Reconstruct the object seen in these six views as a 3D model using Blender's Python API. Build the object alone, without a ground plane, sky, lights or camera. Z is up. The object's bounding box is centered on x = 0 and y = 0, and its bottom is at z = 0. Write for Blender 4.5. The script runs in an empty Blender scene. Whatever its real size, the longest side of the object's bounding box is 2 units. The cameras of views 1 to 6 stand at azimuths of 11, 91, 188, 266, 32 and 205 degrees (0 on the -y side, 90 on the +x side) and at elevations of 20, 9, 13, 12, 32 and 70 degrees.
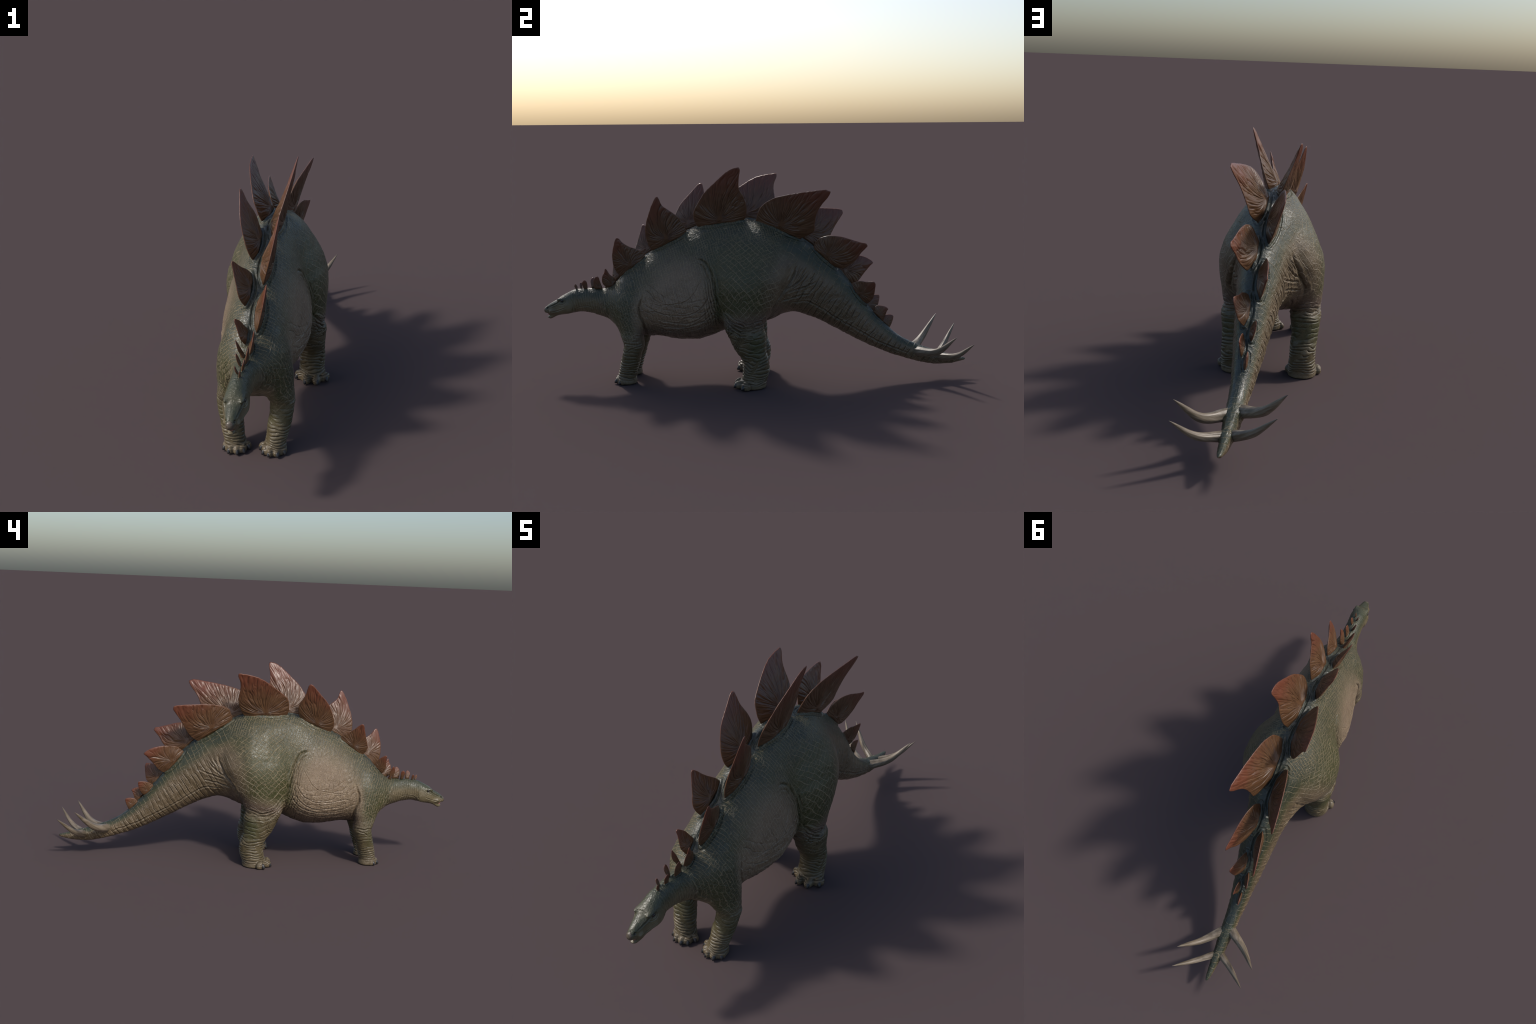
import bpy, math
import numpy as np
from mathutils import Matrix, Vector

RNG = np.random.RandomState(11)

# ---------------------------------------------------------------- numeric helpers
PERM = np.random.RandomState(5).permutation(256).astype(np.int32)
PERM = np.concatenate([PERM, PERM, PERM])
GRAD = np.random.RandomState(6).normal(size=(256, 3)).astype(np.float32)
GRAD /= np.linalg.norm(GRAD, axis=1)[:, None]


def perlin(p):
    """Gradient noise, about -1..1, for an (N,3) array."""
    p = np.asarray(p, np.float32)
    i = np.floor(p).astype(np.int32)
    f = p - i
    i &= 255
    w = f * f * f * (f * (f * 6 - 15) + 10)
    out = np.zeros(len(p), np.float32)
    for dx in (0, 1):
        wx = w[:, 0] if dx else 1 - w[:, 0]
        a = PERM[i[:, 0] + dx]
        for dy in (0, 1):
            wy = w[:, 1] if dy else 1 - w[:, 1]
            b = PERM[a + i[:, 1] + dy]
            for dz in (0, 1):
                wz = w[:, 2] if dz else 1 - w[:, 2]
                g = GRAD[PERM[b + i[:, 2] + dz]]
                d = (g[:, 0] * (f[:, 0] - dx) + g[:, 1] * (f[:, 1] - dy)
                     + g[:, 2] * (f[:, 2] - dz))
                out += wx * wy * wz * d
    return out * 1.5


def fbm(p, octaves=3):
    s = np.zeros(len(p), np.float32)
    a = 1.0
    p = np.asarray(p, np.float32)
    for o in range(octaves):
        s += a * perlin(p + 17.3 * o)
        p = p * 2.03
        a *= 0.5
    return s


def sstep(a, b, x):
    t = np.clip((x - a) / (b - a), 0, 1)
    return t * t * (3 - 2 * t)


def pchip(xs, ys, x):
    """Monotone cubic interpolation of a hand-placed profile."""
    xs = np.asarray(xs, float)
    ys = np.asarray(ys, float)
    h = np.diff(xs)
    d = np.diff(ys) / h
    m = np.zeros_like(ys)
    for k in range(1, len(xs) - 1):
        if d[k - 1] * d[k] > 0:
            w1, w2 = 2 * h[k] + h[k - 1], h[k] + 2 * h[k - 1]
            m[k] = (w1 + w2) / (w1 / d[k - 1] + w2 / d[k])
    m[0], m[-1] = d[0], d[-1]
    x = np.clip(x, xs[0], xs[-1])
    k = np.clip(np.searchsorted(xs, x) - 1, 0, len(h) - 1)
    t = (x - xs[k]) / h[k]
    return ((1 + 2 * t) * (1 - t) ** 2 * ys[k] + t * (1 - t) ** 2 * h[k] * m[k]
            + t * t * (3 - 2 * t) * ys[k + 1] + t * t * (t - 1) * h[k] * m[k + 1])


def smin(a, b, k):
    h = np.clip(0.5 + 0.5 * (b - a) / k, 0, 1)
    return b + (a - b) * h - k * h * (1 - h)


def ell2(u, v, ru, rv, p=2.0):
    """Approximate distance to a 2D superellipse."""
    u = np.abs(u)
    v = np.abs(v)
    a = (u / ru) ** p
    b = (v / rv) ** p
    k0 = (a + b + 1e-9) ** (1 / p)
    gx = (a / np.maximum(u, 1e-5))
    gy = (b / np.maximum(v, 1e-5))
    g = np.sqrt(gx * gx + gy * gy) * k0 ** (1 - p) + 1e-6
    return np.maximum((k0 - 1) / g, -np.minimum(ru, rv))


def ellipsoid(p, c, r, yaw=0.0):
    x, y, z = p[0] - c[0], p[1] - c[1], p[2] - c[2]
    if yaw:
        ca, sa = math.cos(yaw), math.sin(yaw)
        x, y = x * ca + y * sa, -x * sa + y * ca
    k0 = np.sqrt((x / r[0]) ** 2 + (y / r[1]) ** 2 + (z / r[2]) ** 2) + 1e-9
    k1 = np.sqrt((x / r[0] ** 2) ** 2 + (y / r[1] ** 2) ** 2 + (z / r[2] ** 2) ** 2) + 1e-6
    return k0 * (k0 - 1) / k1


# ---------------------------------------------------------------- body profiles
# trunk, from snout to tail tip: y, top z, bottom z, half width, z of greatest width, roundness
TRUNK = [
    (-0.9985, .334, .326, .0050, .330, 2.0), (-0.994, .344, .319, .0115, .331, 2.2),
    (-0.986, .350, .317, .0155, .333, 2.3), (-0.976, .3575, .313, .0180, .334, 2.5),
    (-0.966, .364, .304, .0205, .334, 2.6), (-0.950, .373, .302, .0250, .335, 2.7),
    (-0.932, .3835, .307, .0310, .338, 2.6), (-0.917, .396, .310, .0375, .345, 2.5),
    (-0.902, .4045, .3115, .0405, .352, 2.3), (-0.880, .416, .314, .0420, .360, 2.1),
    (-0.855, .4275, .320, .0400, .370, 2.0), (-0.820, .433, .325, .0385, .378, 2.0),
    (-0.780, .435, .3205, .0395, .378, 2.0), (-0.745, .433, .310, .0440, .373, 2.0),
    (-0.715, .433, .301, .0530, .367, 2.0), (-0.688, .440, .290, .0670, .362, 2.0),
    (-0.660, .460, .268, .0890, .360, 2.0), (-0.630, .489, .243, .1050, .355, 1.95),
    (-0.600, .521, .223, .1170, .355, 1.95), (-0.560, .556, .212, .1240, .360, 1.95),
    (-0.500, .598, .2115, .1370, .365, 1.95), (-0.450, .635, .211, .1470, .365, 1.95),
    (-0.400, .667, .203, .1570, .365, 1.95), (-0.340, .695, .195, .1680, .368, 1.95),
    (-0.280, .723, .1945, .1740, .372, 1.95), (-0.220, .747, .208, .1680, .385, 1.95),
    (-0.160, .758, .232, .1610, .405, 1.95), (-0.100, .762, .252, .1740, .425, 1.97),
    (-0.040, .760, .267, .1910, .430, 2.0), (0.020, .753, .276, .1930, .440, 2.0),
    (0.080, .738, .293, .1740, .460, 2.0), (0.130, .718, .314, .1430, .480, 2.0),
    (0.180, .692, .3235, .1160, .485, 2.0), (0.230, .660, .312, .0980, .468, 2.0),
    (0.290, .618, .289, .0850, .440, 2.0), (0.360, .556, .253, .0750, .392, 2.0),
    (0.440, .466, .210, .0640, .330, 2.0), (0.500, .386, .179, .0550, .277, 2.0),
    (0.560, .313, .151, .0460, .228, 2.0), (0.620, .252, .126, .0375, .187, 2.0),
    (0.680, .204, .1055, .0325, .154, 2.0), (0.740, .172, .0875, .0300, .129, 2.0),
    (0.800, .149, .0740, .0270, .111, 2.0), (0.860, .131, .0665, .0225, .098, 2.0),
    (0.920, .1125, .0695, .0170, .091, 2.0), (0.960, .103, .0780, .0120, .0905, 2.0),
    (0.982, .098, .0840, .0075, .091, 2.0), (0.9905, .0935, .0890, .0025, .0915, 2.0)]
JAW = [(-0.9835, .3015, .2975, .006, .2995, 2.0), (-0.977, .305, .2935, .0105, .2995, 2.2),
       (-0.969, .309, .2905, .0135, .300, 2.3), (-0.957, .316, .2945, .018, .304, 2.3),
       (-0.940, .328, .304, .024, .315, 2.3), (-0.930, .335, .308, .026, .32, 2.2)]

# limbs, from the ground up: z, front y, rear y, inner x, outer x, roundness
HIND = [(-0.02, -.066, .050, .088, .194, 2.2), (0.02, -.066, .050, .088, .194, 2.2),
        (0.045, -.056, .060, .087, .194, 2.2),
        (0.075, -.053, .0665, .090, .194, 2.2), (0.110, -.052, .0675, .091, .194, 2.2),
        (0.135, -.060, .0620, .091, .195, 2.2), (0.170, -.083, .0525, .092, .199, 2.2),
        (0.210, -.104, .0520, .088, .203, 2.2), (0.245, -.120, .0505, .084, .2055, 2.2),
        (0.282, -.137, .0420, .078, .1980, 2.1), (0.315, -.146, .0560, .060, .205, 2.0),
        (0.350, -.153, .0770, .040, .2085, 2.0), (0.400, -.168, .1120, .030, .2130, 2.0),
        (0.450, -.176, .1340, .030, .2150, 2.0), (0.500, -.174, .1500, .040, .2080, 2.0),
        (0.550, -.160, .1420, .050, .1860, 2.0), (0.595, -.128, .1050, .060, .1500, 2.0),
        (0.625, -.080, .0600, .070, .1150, 2.0), (0.645, -.030, .0000, .070, .085, 2.0)]
FORE = [(-0.02, -.642, -.560, .040, .113, 2.2), (0.02, -.642, -.560, .040, .113, 2.2),
        (0.045, -.637, -.553, .042, .117, 2.2),
        (0.065, -.632, -.549, .045, .123, 2.2), (0.105, -.623, -.536, .049, .133, 2.2),
        (0.135, -.615, -.528, .053, .140, 2.2), (0.165, -.608, -.518, .056, .145, 2.2),
        (0.188, -.605, -.512, .056, .1475, 2.2), (0.215, -.614, -.514, .046, .1460, 2.2),
        (0.250, -.630, -.515, .035, .1410, 2.1), (0.285, -.648, -.516, .028, .1385, 2.0),
        (0.320, -.657, -.519, .025, .1365, 2.0), (0.360, -.655, -.526, .025, .1310, 2.0),
        (0.400, -.642, -.534, .030, .1190, 2.0), (0.435, -.622, -.548, .040, .1000, 2.0),
        (0.460, -.602, -.568, .060, .0850, 2.0)]
HIND_TOES = [(.090, -.030, 0.85), (.124, -.068, 0.22), (.168, -.068, -0.15), (.199, -.038, -0.7)]
FORE_TOES = [(.031, -.603, 1.2), (.043, -.630, 0.7), (.062, -.640, 0.2), (.088, -.637, -0.25),
             (.108, -.620, -0.75)]


ROOF = [(-1.0, 3.0), (-.75, 3.0), (-.69, 2.0), (-.60, 1.75), (-.50, 1.58), (-.40, 1.53), (-.28, 1.53), (-.20, 1.62),
        (-.12, 1.85), (-.05, 2.0), (.10, 2.2), (1.0, 3.0)]
CREST = .022


def slice_y(p, prof, x_scale=1.0):
    a = np.array(prof)
    yy = np.asarray(p[1], float)
    ax = np.abs(p[0])
    top, bot, w, zc, q = (pchip(a[:, 0], a[:, i], yy) for i in range(1, 6))
    up = p[2] > zc
    if prof is TRUNK:
        # the ribcage is roof-shaped above its widest level, with a blunt crest
        qu = pchip(*zip(*ROOF), yy)
        soft = (np.sqrt(ax ** 2 + CREST ** 2) - CREST) * w / (np.sqrt(w ** 2 + CREST ** 2) - CREST)
        ax = np.where(up, ax + (soft - ax) * sstep(2.0, 1.7, qu), ax)
        q = np.where(up, np.minimum(q, qu), q)
    d = ell2(ax, p[2] - zc, w, np.where(up, top - zc, zc - bot), q)
    dy = np.maximum(np.maximum(a[0, 0] - yy, yy - a[-1, 0]), 0)
    return np.where(dy > 0, np.hypot(np.maximum(d, 0), dy), d)


def slice_z(p, prof, skew=None):
    a = np.array(prof)
    zz = np.asarray(p[2], float)
    f, r, i, o, q = (pchip(a[:, 0], a[:, k], zz) for k in range(1, 6))
    dy = p[1] - (f + r) / 2
    dx = p[0] - (i + o) / 2
    if skew:                                  # turn the section so that its front lies further in
        dx = dx - skew[2] * sstep(skew[0], skew[1], zz) * dy
    d = ell2(dx, dy, (o - i) / 2, (r - f) / 2, q)
    dz = np.maximum(np.maximum(a[0, 0] - zz, zz - a[-1, 0]), 0)
    return np.where(dz > 0, np.hypot(np.maximum(d, 0), dz), d)


def stations(a, b, coarse, fine, f0, f1):
    """Grid positions from a to b, closer together between f0 and f1."""
    out = [a]
    while out[-1] < b:
        t = sstep(f0 - .03, f0, out[-1]) * sstep(f1 + .03, f1, out[-1])
        out.append(out[-1] + coarse + (fine - coarse) * t)
    return np.array(out)


# the grid is finer round the head
COARSE = 0.0037
gx = stations(.0013, .246, COARSE, .0026, -.1, .045)
gy = stations(-1.012, 1.010, COARSE, .0021, -1.1, -.87)
gz = stations(-.0135, .795, COARSE, .0026, .295, .415)
NX, NY, NZ = len(gx), len(gy), len(gz)


def blk(lo, hi):
    """Index box and coordinate arrays of the grid inside a world box."""
    sl, co = [], []
    for g, a, b in zip((gx, gy, gz), lo, hi):
        i0, i1 = np.searchsorted(g, a), np.searchsorted(g, b)
        sl.append(slice(max(i0 - 1, 0), min(i1 + 1, len(g))))
    c = [g[s] for g, s in zip((gx, gy, gz), sl)]
    return tuple(sl), (c[0][:, None, None], c[1][None, :, None], c[2][None, None, :])


def bcast(p):
    return [np.broadcast_to(q, np.broadcast_shapes(*[k.shape for k in p])) for q in p]


def build_field():
    D = np.full((NX, NY, NZ), 0.06, np.float32)
    # trunk, evaluated in slabs along y so that each slab only covers its own height
    T = np.array(TRUNK)
    edges = np.linspace(0, NY, 25).astype(int)
    for e0, e1 in zip(edges[:-1], edges[1:]):
        ya, yb = gy[e0] - .06, gy[e1 - 1] + .06
        m = (T[:, 0] > ya - .05) & (T[:, 0] < yb + .05)
        lo, hi = T[m, 2].min() - .05, T[m, 1].max() + .05
        wmax = T[m, 3].max() + .05
        sl, c = blk((0, gy[e0], lo), (wmax, gy[e1 - 1], hi))
        sl = (sl[0], slice(e0, e1), sl[2])
        c = (c[0], gy[e0:e1][None, :, None], c[2])
        D[sl] = slice_y(c, TRUNK).astype(np.float32)
    # limbs
    sl, c = blk((0, -.25, -.02), (.24, .21, .70))
    d = slice_z(c, HIND)
    foot = ellipsoid(c, (.141, -.010, .004), (.057, .058, .046))
    d = smin(d, foot, .014)
    for tx, ty, yaw in HIND_TOES:
        d = smin(d, ellipsoid(c, (tx, ty, .013), (.0175, .0250, .0220), yaw), .005)
    y, z = c[1], c[2]
    k = .012 + .024 * sstep(.50, .60, z) + .03 * sstep(-.05, .06, y) * sstep(.40, .52, z)
    k = k + 0.012 * sstep(.10, .0, c[0])
    D[sl] = smin(D[sl], d, k).astype(np.float32)
    sl, c = blk((0, -.72, -.02), (.19, -.45, .50))
    d = slice_z(c, FORE, (.19, .28, .42))
    foot = ellipsoid(c, (.075, -.600, .004), (.045, .045, .040))
    d = smin(d, foot, .012)
    for tx, ty, yaw in FORE_TOES:
        d = smin(d, ellipsoid(c, (tx, ty, .011), (.0125, .0180, .0175), yaw), .005)
    k = .014 + .022 * sstep(.33, .42, c[2]) + .018 * sstep(-.56, -.62, c[1]) * sstep(.2, .3, c[2])
    D[sl] = smin(D[sl], d, k).astype(np.float32)
    # head: lower jaw, mouth gap, brow, eye socket, cheek, nostril
    sl, c = blk((0, -1.01, .27), (.07, -.80, .45))
    d = D[sl].astype(float)
    d = smin(d, slice_y(c, JAW), .003)
    d = smin(d, ellipsoid(c, (.0235, -.903, .3865), (.0090, .028, .0060), 0.18), .012)   # brow
    d = smin(d, ellipsoid(c, (.030, -.880, .345), (.0125, .032, .024)), .012)            # cheek
    d = smin(d, ellipsoid(c, (.0155, -.938, .329), (.0100, .032, .010), 0.3), .010)     # lip fold
    d = -smin(-d, ellipsoid(c, (.0440, -.9030, .3790), (.0085, .0120, .0066)), .006)     # socket
    d = -smin(-d, ellipsoid(c, (0, -.9875, .3092), (.030, .0125, .0085)), .002)          # open mouth
    d = -smin(-d, ellipsoid(c, (.0160, -.9790, .3440), (.0058, .0058, .0044)), .002)     # nostril
    d = -smin(-d, ellipsoid(c, (.0435, -.874, .3975), (.005, .004, .006)), .003)         # ear
    D[sl] = d.astype(np.float32)
    # flat soles
    D = np.maximum(D, (0.0006 - gz)[None, None, :])
    return D


def surface_nets(D):
    """Quad mesh of the zero level of a grid, one vertex per crossed cell."""
    s = D < 0
    nx, ny, nz = [n - 1 for n in D.shape]
    cnt = np.zeros((nx, ny, nz), np.int8)
    for a in (0, 1):
        for b in (0, 1):
            for c in (0, 1):
                cnt += s[a:a + nx, b:b + ny, c:c + nz]
    act = (cnt > 0) & (cnt < 8)
    idx = np.full(act.shape, -1, np.int64)
    ii, jj, kk = np.nonzero(act)
    idx[ii, jj, kk] = np.arange(len(ii))
    acc = np.zeros((len(ii), 3))
    num = np.zeros(len(ii))
    corner = {(a, b, c): D[ii + a, jj + b, kk + c].astype(float)
              for a in (0, 1) for b in (0, 1) for c in (0, 1)}
    for ax in range(3):
        for u in (0, 1):
            for v in (0, 1):
                p = [u, v]
                p.insert(ax, 0)
                q = list(p)
                q[ax] = 1
                d0, d1 = corner[tuple(p)], corner[tuple(q)]
                cr = (d0 < 0) != (d1 < 0)
                t = np.where(cr, d0 / np.where(cr, d0 - d1, 1), 0)
                for m in range(3):
                    acc[:, m] += np.where(cr, (t if m == ax else p[m]), 0)
                num += cr
    V = acc / num[:, None] + np.stack([ii, jj, kk], 1)
    quads = []
    for ax in range(3):
        sl0 = [slice(1, -1)] * 3
        sl1 = [slice(1, -1)] * 3
        sl0[ax] = slice(0, -1)
        sl1[ax] = slice(1, None)
        a0, a1 = s[tuple(sl0)], s[tuple(sl1)]
        for flip in (False, True):
            m = (a0 & ~a1) if not flip else (~a0 & a1)
            e = np.stack(np.nonzero(m), 1)
            off = np.ones(3, int)
            off[ax] = 0
            e = e + off
            o1, o2 = [o for o in range(3) if o != ax]
            if ax == 1:
                o1, o2 = o2, o1
            c00 = e.copy()
            c10 = e.copy(); c10[:, o1] -= 1
            c11 = e.copy(); c11[:, o1] -= 1; c11[:, o2] -= 1
            c01 = e.copy(); c01[:, o2] -= 1
            ring = [idx[tuple(c.T)] for c in (c00, c10, c11, c01)]
            if flip:
                ring = ring[::-1]
            quads.append(np.stack(ring, 1))
    Q = np.concatenate(quads)
    return V, Q[(Q >= 0).all(1)]


def fill_mesh(name, V, Q, smooth=True):
    me = bpy.data.meshes.new(name)
    n, m = len(V), len(Q)
    k = Q.shape[1]
    me.vertices.add(n)
    me.vertices.foreach_set("co", np.ascontiguousarray(V, np.float32).ravel())
    me.loops.add(m * k)
    me.loops.foreach_set("vertex_index", np.ascontiguousarray(Q, np.int32).ravel())
    me.polygons.add(m)
    me.polygons.foreach_set("loop_start", np.arange(0, m * k, k, dtype=np.int32))
    me.update(calc_edges=True)
    me.validate()
    if smooth:
        me.shade_smooth()
    return me


def vert_normals(V, Q):
    a = V[Q[:, 2]] - V[Q[:, 0]]
    b = V[Q[:, 3]] - V[Q[:, 1]]
    fn = np.cross(a, b)
    N = np.zeros_like(V)
    for c in range(4):
        for k in range(3):
            N[:, k] += np.bincount(Q[:, c], weights=fn[:, k], minlength=len(V))
    return N / (np.linalg.norm(N, axis=1)[:, None] + 1e-12)


def relax(V, Q, steps):
    """Umbrella smoothing; a negative step undoes the shrinkage of a positive one."""
    e = np.concatenate([np.stack([Q[:, c], Q[:, (c + 1) % 4]], 1) for c in range(4)])
    n = np.bincount(e[:, 0], minlength=len(V)) + np.bincount(e[:, 1], minlength=len(V))
    for lam in steps:
        S = np.stack([np.bincount(e[:, 0], weights=V[e[:, 1], k], minlength=len(V))
                      + np.bincount(e[:, 1], weights=V[e[:, 0], k], minlength=len(V)) for k in range(3)], 1)
        V = V + lam * (S / n[:, None] - V)
    return V


def subdivide(V, Q):
    """Split every quad in four."""
    n = len(V)
    e = np.concatenate([np.stack([Q[:, c], Q[:, (c + 1) % 4]], 1) for c in range(4)])
    key = e.min(1).astype(np.int64) * n + e.max(1)
    uk, inv = np.unique(key, return_inverse=True)
    mid = (V[uk // n] + V[uk % n]) / 2
    em = n + inv.reshape(4, -1)
    fc = n + len(uk) + np.arange(len(Q))
    W = np.concatenate([V, mid, V[Q].mean(1)])
    R = np.concatenate([np.stack([Q[:, c], em[c], fc, em[(c + 3) % 4]], 1) for c in range(4)])
    return W, R


def body_mesh():
    D = build_field()
    D = np.concatenate([D[::-1], D], 0)
    V, Q = surface_nets(D)
    full = np.concatenate([-gx[::-1], gx])
    V = np.stack([np.interp(V[:, k], np.arange(len(g)), g) for k, g in enumerate((full, gy, gz))], 1)
    V = relax(V, Q, (.5, -.52, .5, -.52))
    V, Q = subdivide(V, Q)
    V = relax(V, Q, (.5, .5, -.52))
    return V, Q


# ---------------------------------------------------------------- skin relief
# creases drawn on the flank (y, z), each with depth, width and the x it needs to exceed
CREASES = [
    ([(-.275, .588), (-.250, .590), (-.223, .578), (-.198, .546), (-.182, .490), (-.174, .438), (-.158, .378), (-.144, .312)], .0062, .0055, .10, .12),
    ([(-.262, .574), (-.232, .560), (-.212, .525), (-.200, .480)], .0030, .0040, .10),
    ([(.196, .560), (.185, .530), (.169, .493), (.146, .455), (.112, .410), (.070, .340)], .0080, .0065, .03),
    ([(.240, .522), (.215, .495), (.190, .474), (.145, .449)], .0050, .0042, .03),
    ([(.290, .478), (.245, .462), (.200, .448), (.140, .432)], .0050, .0042, .03),
    ([(.262, .422), (.225, .419), (.180, .410), (.110, .390)], .0050, .0045, .03),
    ([(.222, .548), (.205, .520), (.178, .485)], .0030, .0035, .03),
    ([(.110, .362), (.170, .383), (.236, .386), (.307, .352), (.398, .290), (.506, .228), (.568, .190), (.673, .144), (.735, .118)], .0042, .0042, .02),
    ([(-.500, .440), (-.515, .405), (-.527, .369), (-.526, .343), (-.512, .305), (-.507, .270), (-.506, .235)], .0065, .0055, .06),
    ([(-.512, .203), (-.535, .198), (-.560, .198), (-.580, .200), (-.604, .196)], .0040, .0040, .03),
    ([(-.514, .188), (-.540, .185), (-.565, .178), (-.590, .160)], .0026, .0036, .03),
    ([(-.225, .530), (-.240, .495), (-.273, .438), (-.310, .405), (-.346, .393), (-.430, .383), (-.493, .393)], .0020, .0026, .08),
    ([(-.200, .520), (-.202, .470), (-.205, .428), (-.225, .390), (-.248, .365), (-.290, .345), (-.329, .337), (-.391, .339), (-.453, .353), (-.509, .337)], .0028, .0032, .08),
    ([(-.190, .470), (-.192, .420), (-.200, .380), (-.220, .348), (-.247, .324), (-.280, .307), (-.311, .300), (-.395, .306), (-.470, .321)], .0036, .0036, .08),
    ([(-.180, .410), (-.180, .375), (-.195, .345), (-.228, .312), (-.260, .297), (-.292, .288), (-.340, .278), (-.398, .277), (-.481, .297)], .0036, .0036, .06),
    ([(-.165, .360), (-.185, .325), (-.215, .293), (-.260, .270), (-.330, .258), (-.420, .256), (-.490, .270)], .0026, .0036, .05),
    ([(-.148, .385), (-.140, .358), (-.122, .331), (-.104, .311), (-.083, .297), (-.058, .287), (-.034, .283), (.000, .290), (.030, .306)], .0060, .0052, .06),
    ([(-.143, .350), (-.130, .325), (-.105, .296), (-.080, .280), (-.051, .270), (-.015, .275), (.030, .289)], .0050, .0050, .06),
    ([(-.136, .320), (-.122, .298), (-.098, .272), (-.072, .258)], .0036, .0044, .06),
]
HEAD_CREASES = [
    ([(-.976, .347), (-.960, .353), (-.945, .360), (-.930, .368), (-.918, .377), (-.908, .388)], .0022, .0028, .012),
    ([(-.968, .3235), (-.955, .326), (-.937, .330), (-.920, .336), (-.902, .343), (-.886, .350)], .0018, .0026, .010),
    ([(-.865, .395), (-.853, .375), (-.849, .355), (-.857, .335)], .0018, .0030, .015),
    ([(-.740, .338), (-.765, .351), (-.787, .356), (-.820, .352), (-.848, .340)], .0016, .0030, .010),
    ([(-.928, .372), (-.915, .364), (-.900, .364), (-.888, .372)], .0014, .0022, .015),
    ([(-.890, .386), (-.886, .378), (-.890, .370)], .0012, .0020, .015),
    ([(-.988, .349), (-.985, .342), (-.980, .332), (-.970, .3255)], .0013, .0018, .004),
]


def smooth_line(pts, n):
    p = np.array(pts, float)
    t = np.arange(len(p))
    u = np.linspace(0, len(p) - 1, n)
    return np.stack([pchip(t, p[:, k], u) for k in range(p.shape[1])], 1)


def crease(yz, ax, out, pts, depth, width, xmin, lip=0.35):
    L = smooth_line(pts, 40)
    lo, hi = L.min(0) - width * 4, L.max(0) + width * 4
    m = np.nonzero((yz[:, 0] > lo[0]) & (yz[:, 0] < hi[0]) & (yz[:, 1] > lo[1])
                   & (yz[:, 1] < hi[1]) & (ax > xmin))[0]
    if not len(m):
        return
    q = yz[m]
    best = np.full(len(m), 9.0)
    bt = np.zeros(len(m))
    for k in range(len(L) - 1):
        a, b = L[k], L[k + 1]
        ab = b - a
        t = np.clip(((q - a) @ ab) / (ab @ ab), 0, 1)
        d = np.hypot(q[:, 0] - a[0] - t * ab[0], q[:, 1] - a[1] - t * ab[1])
        u = d < best
        best[u] = d[u]
        bt[u] = (k + t[u]) / (len(L) - 1)
    fade = sstep(0, .28, bt) * sstep(1, .85, bt)
    r = best / width
    out[m] += fade * depth * (-.85 * np.exp(-r * r * 6.5) - .35 * np.exp(-r * r * 1.2) + lip * np.exp(-(r - 1.7) ** 2 * 1.6))


class Num:
    """The few functions a fold pattern needs, on arrays (Graph offers the same on nodes)."""
    sin = staticmethod(np.sin)
    abs = staticmethod(np.abs)
    sqrt = staticmethod(np.sqrt)

    @staticmethod
    def step(lo, hi, v, a=0.0, b=1.0):
        return a + (b - a) * sstep(lo, hi, v)


def ripple(m, x, y, z, f, ph):
    """Smooth irregular wave, about -1..1, the same on arrays and on nodes."""
    a = m.sin((y + z * .62 + x * .4) * f + m.sin((z - y * .45 + x * .7) * (f * .73) + 2.1 * ph) * 1.9 + ph)
    b = m.sin((z * .9 - y * .7 + x * .55) * (f * 1.63) + m.sin((y + x) * (f * .51) - ph) * 2.3 + ph * 1.7)
    return a * .55 + b * .45


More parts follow.
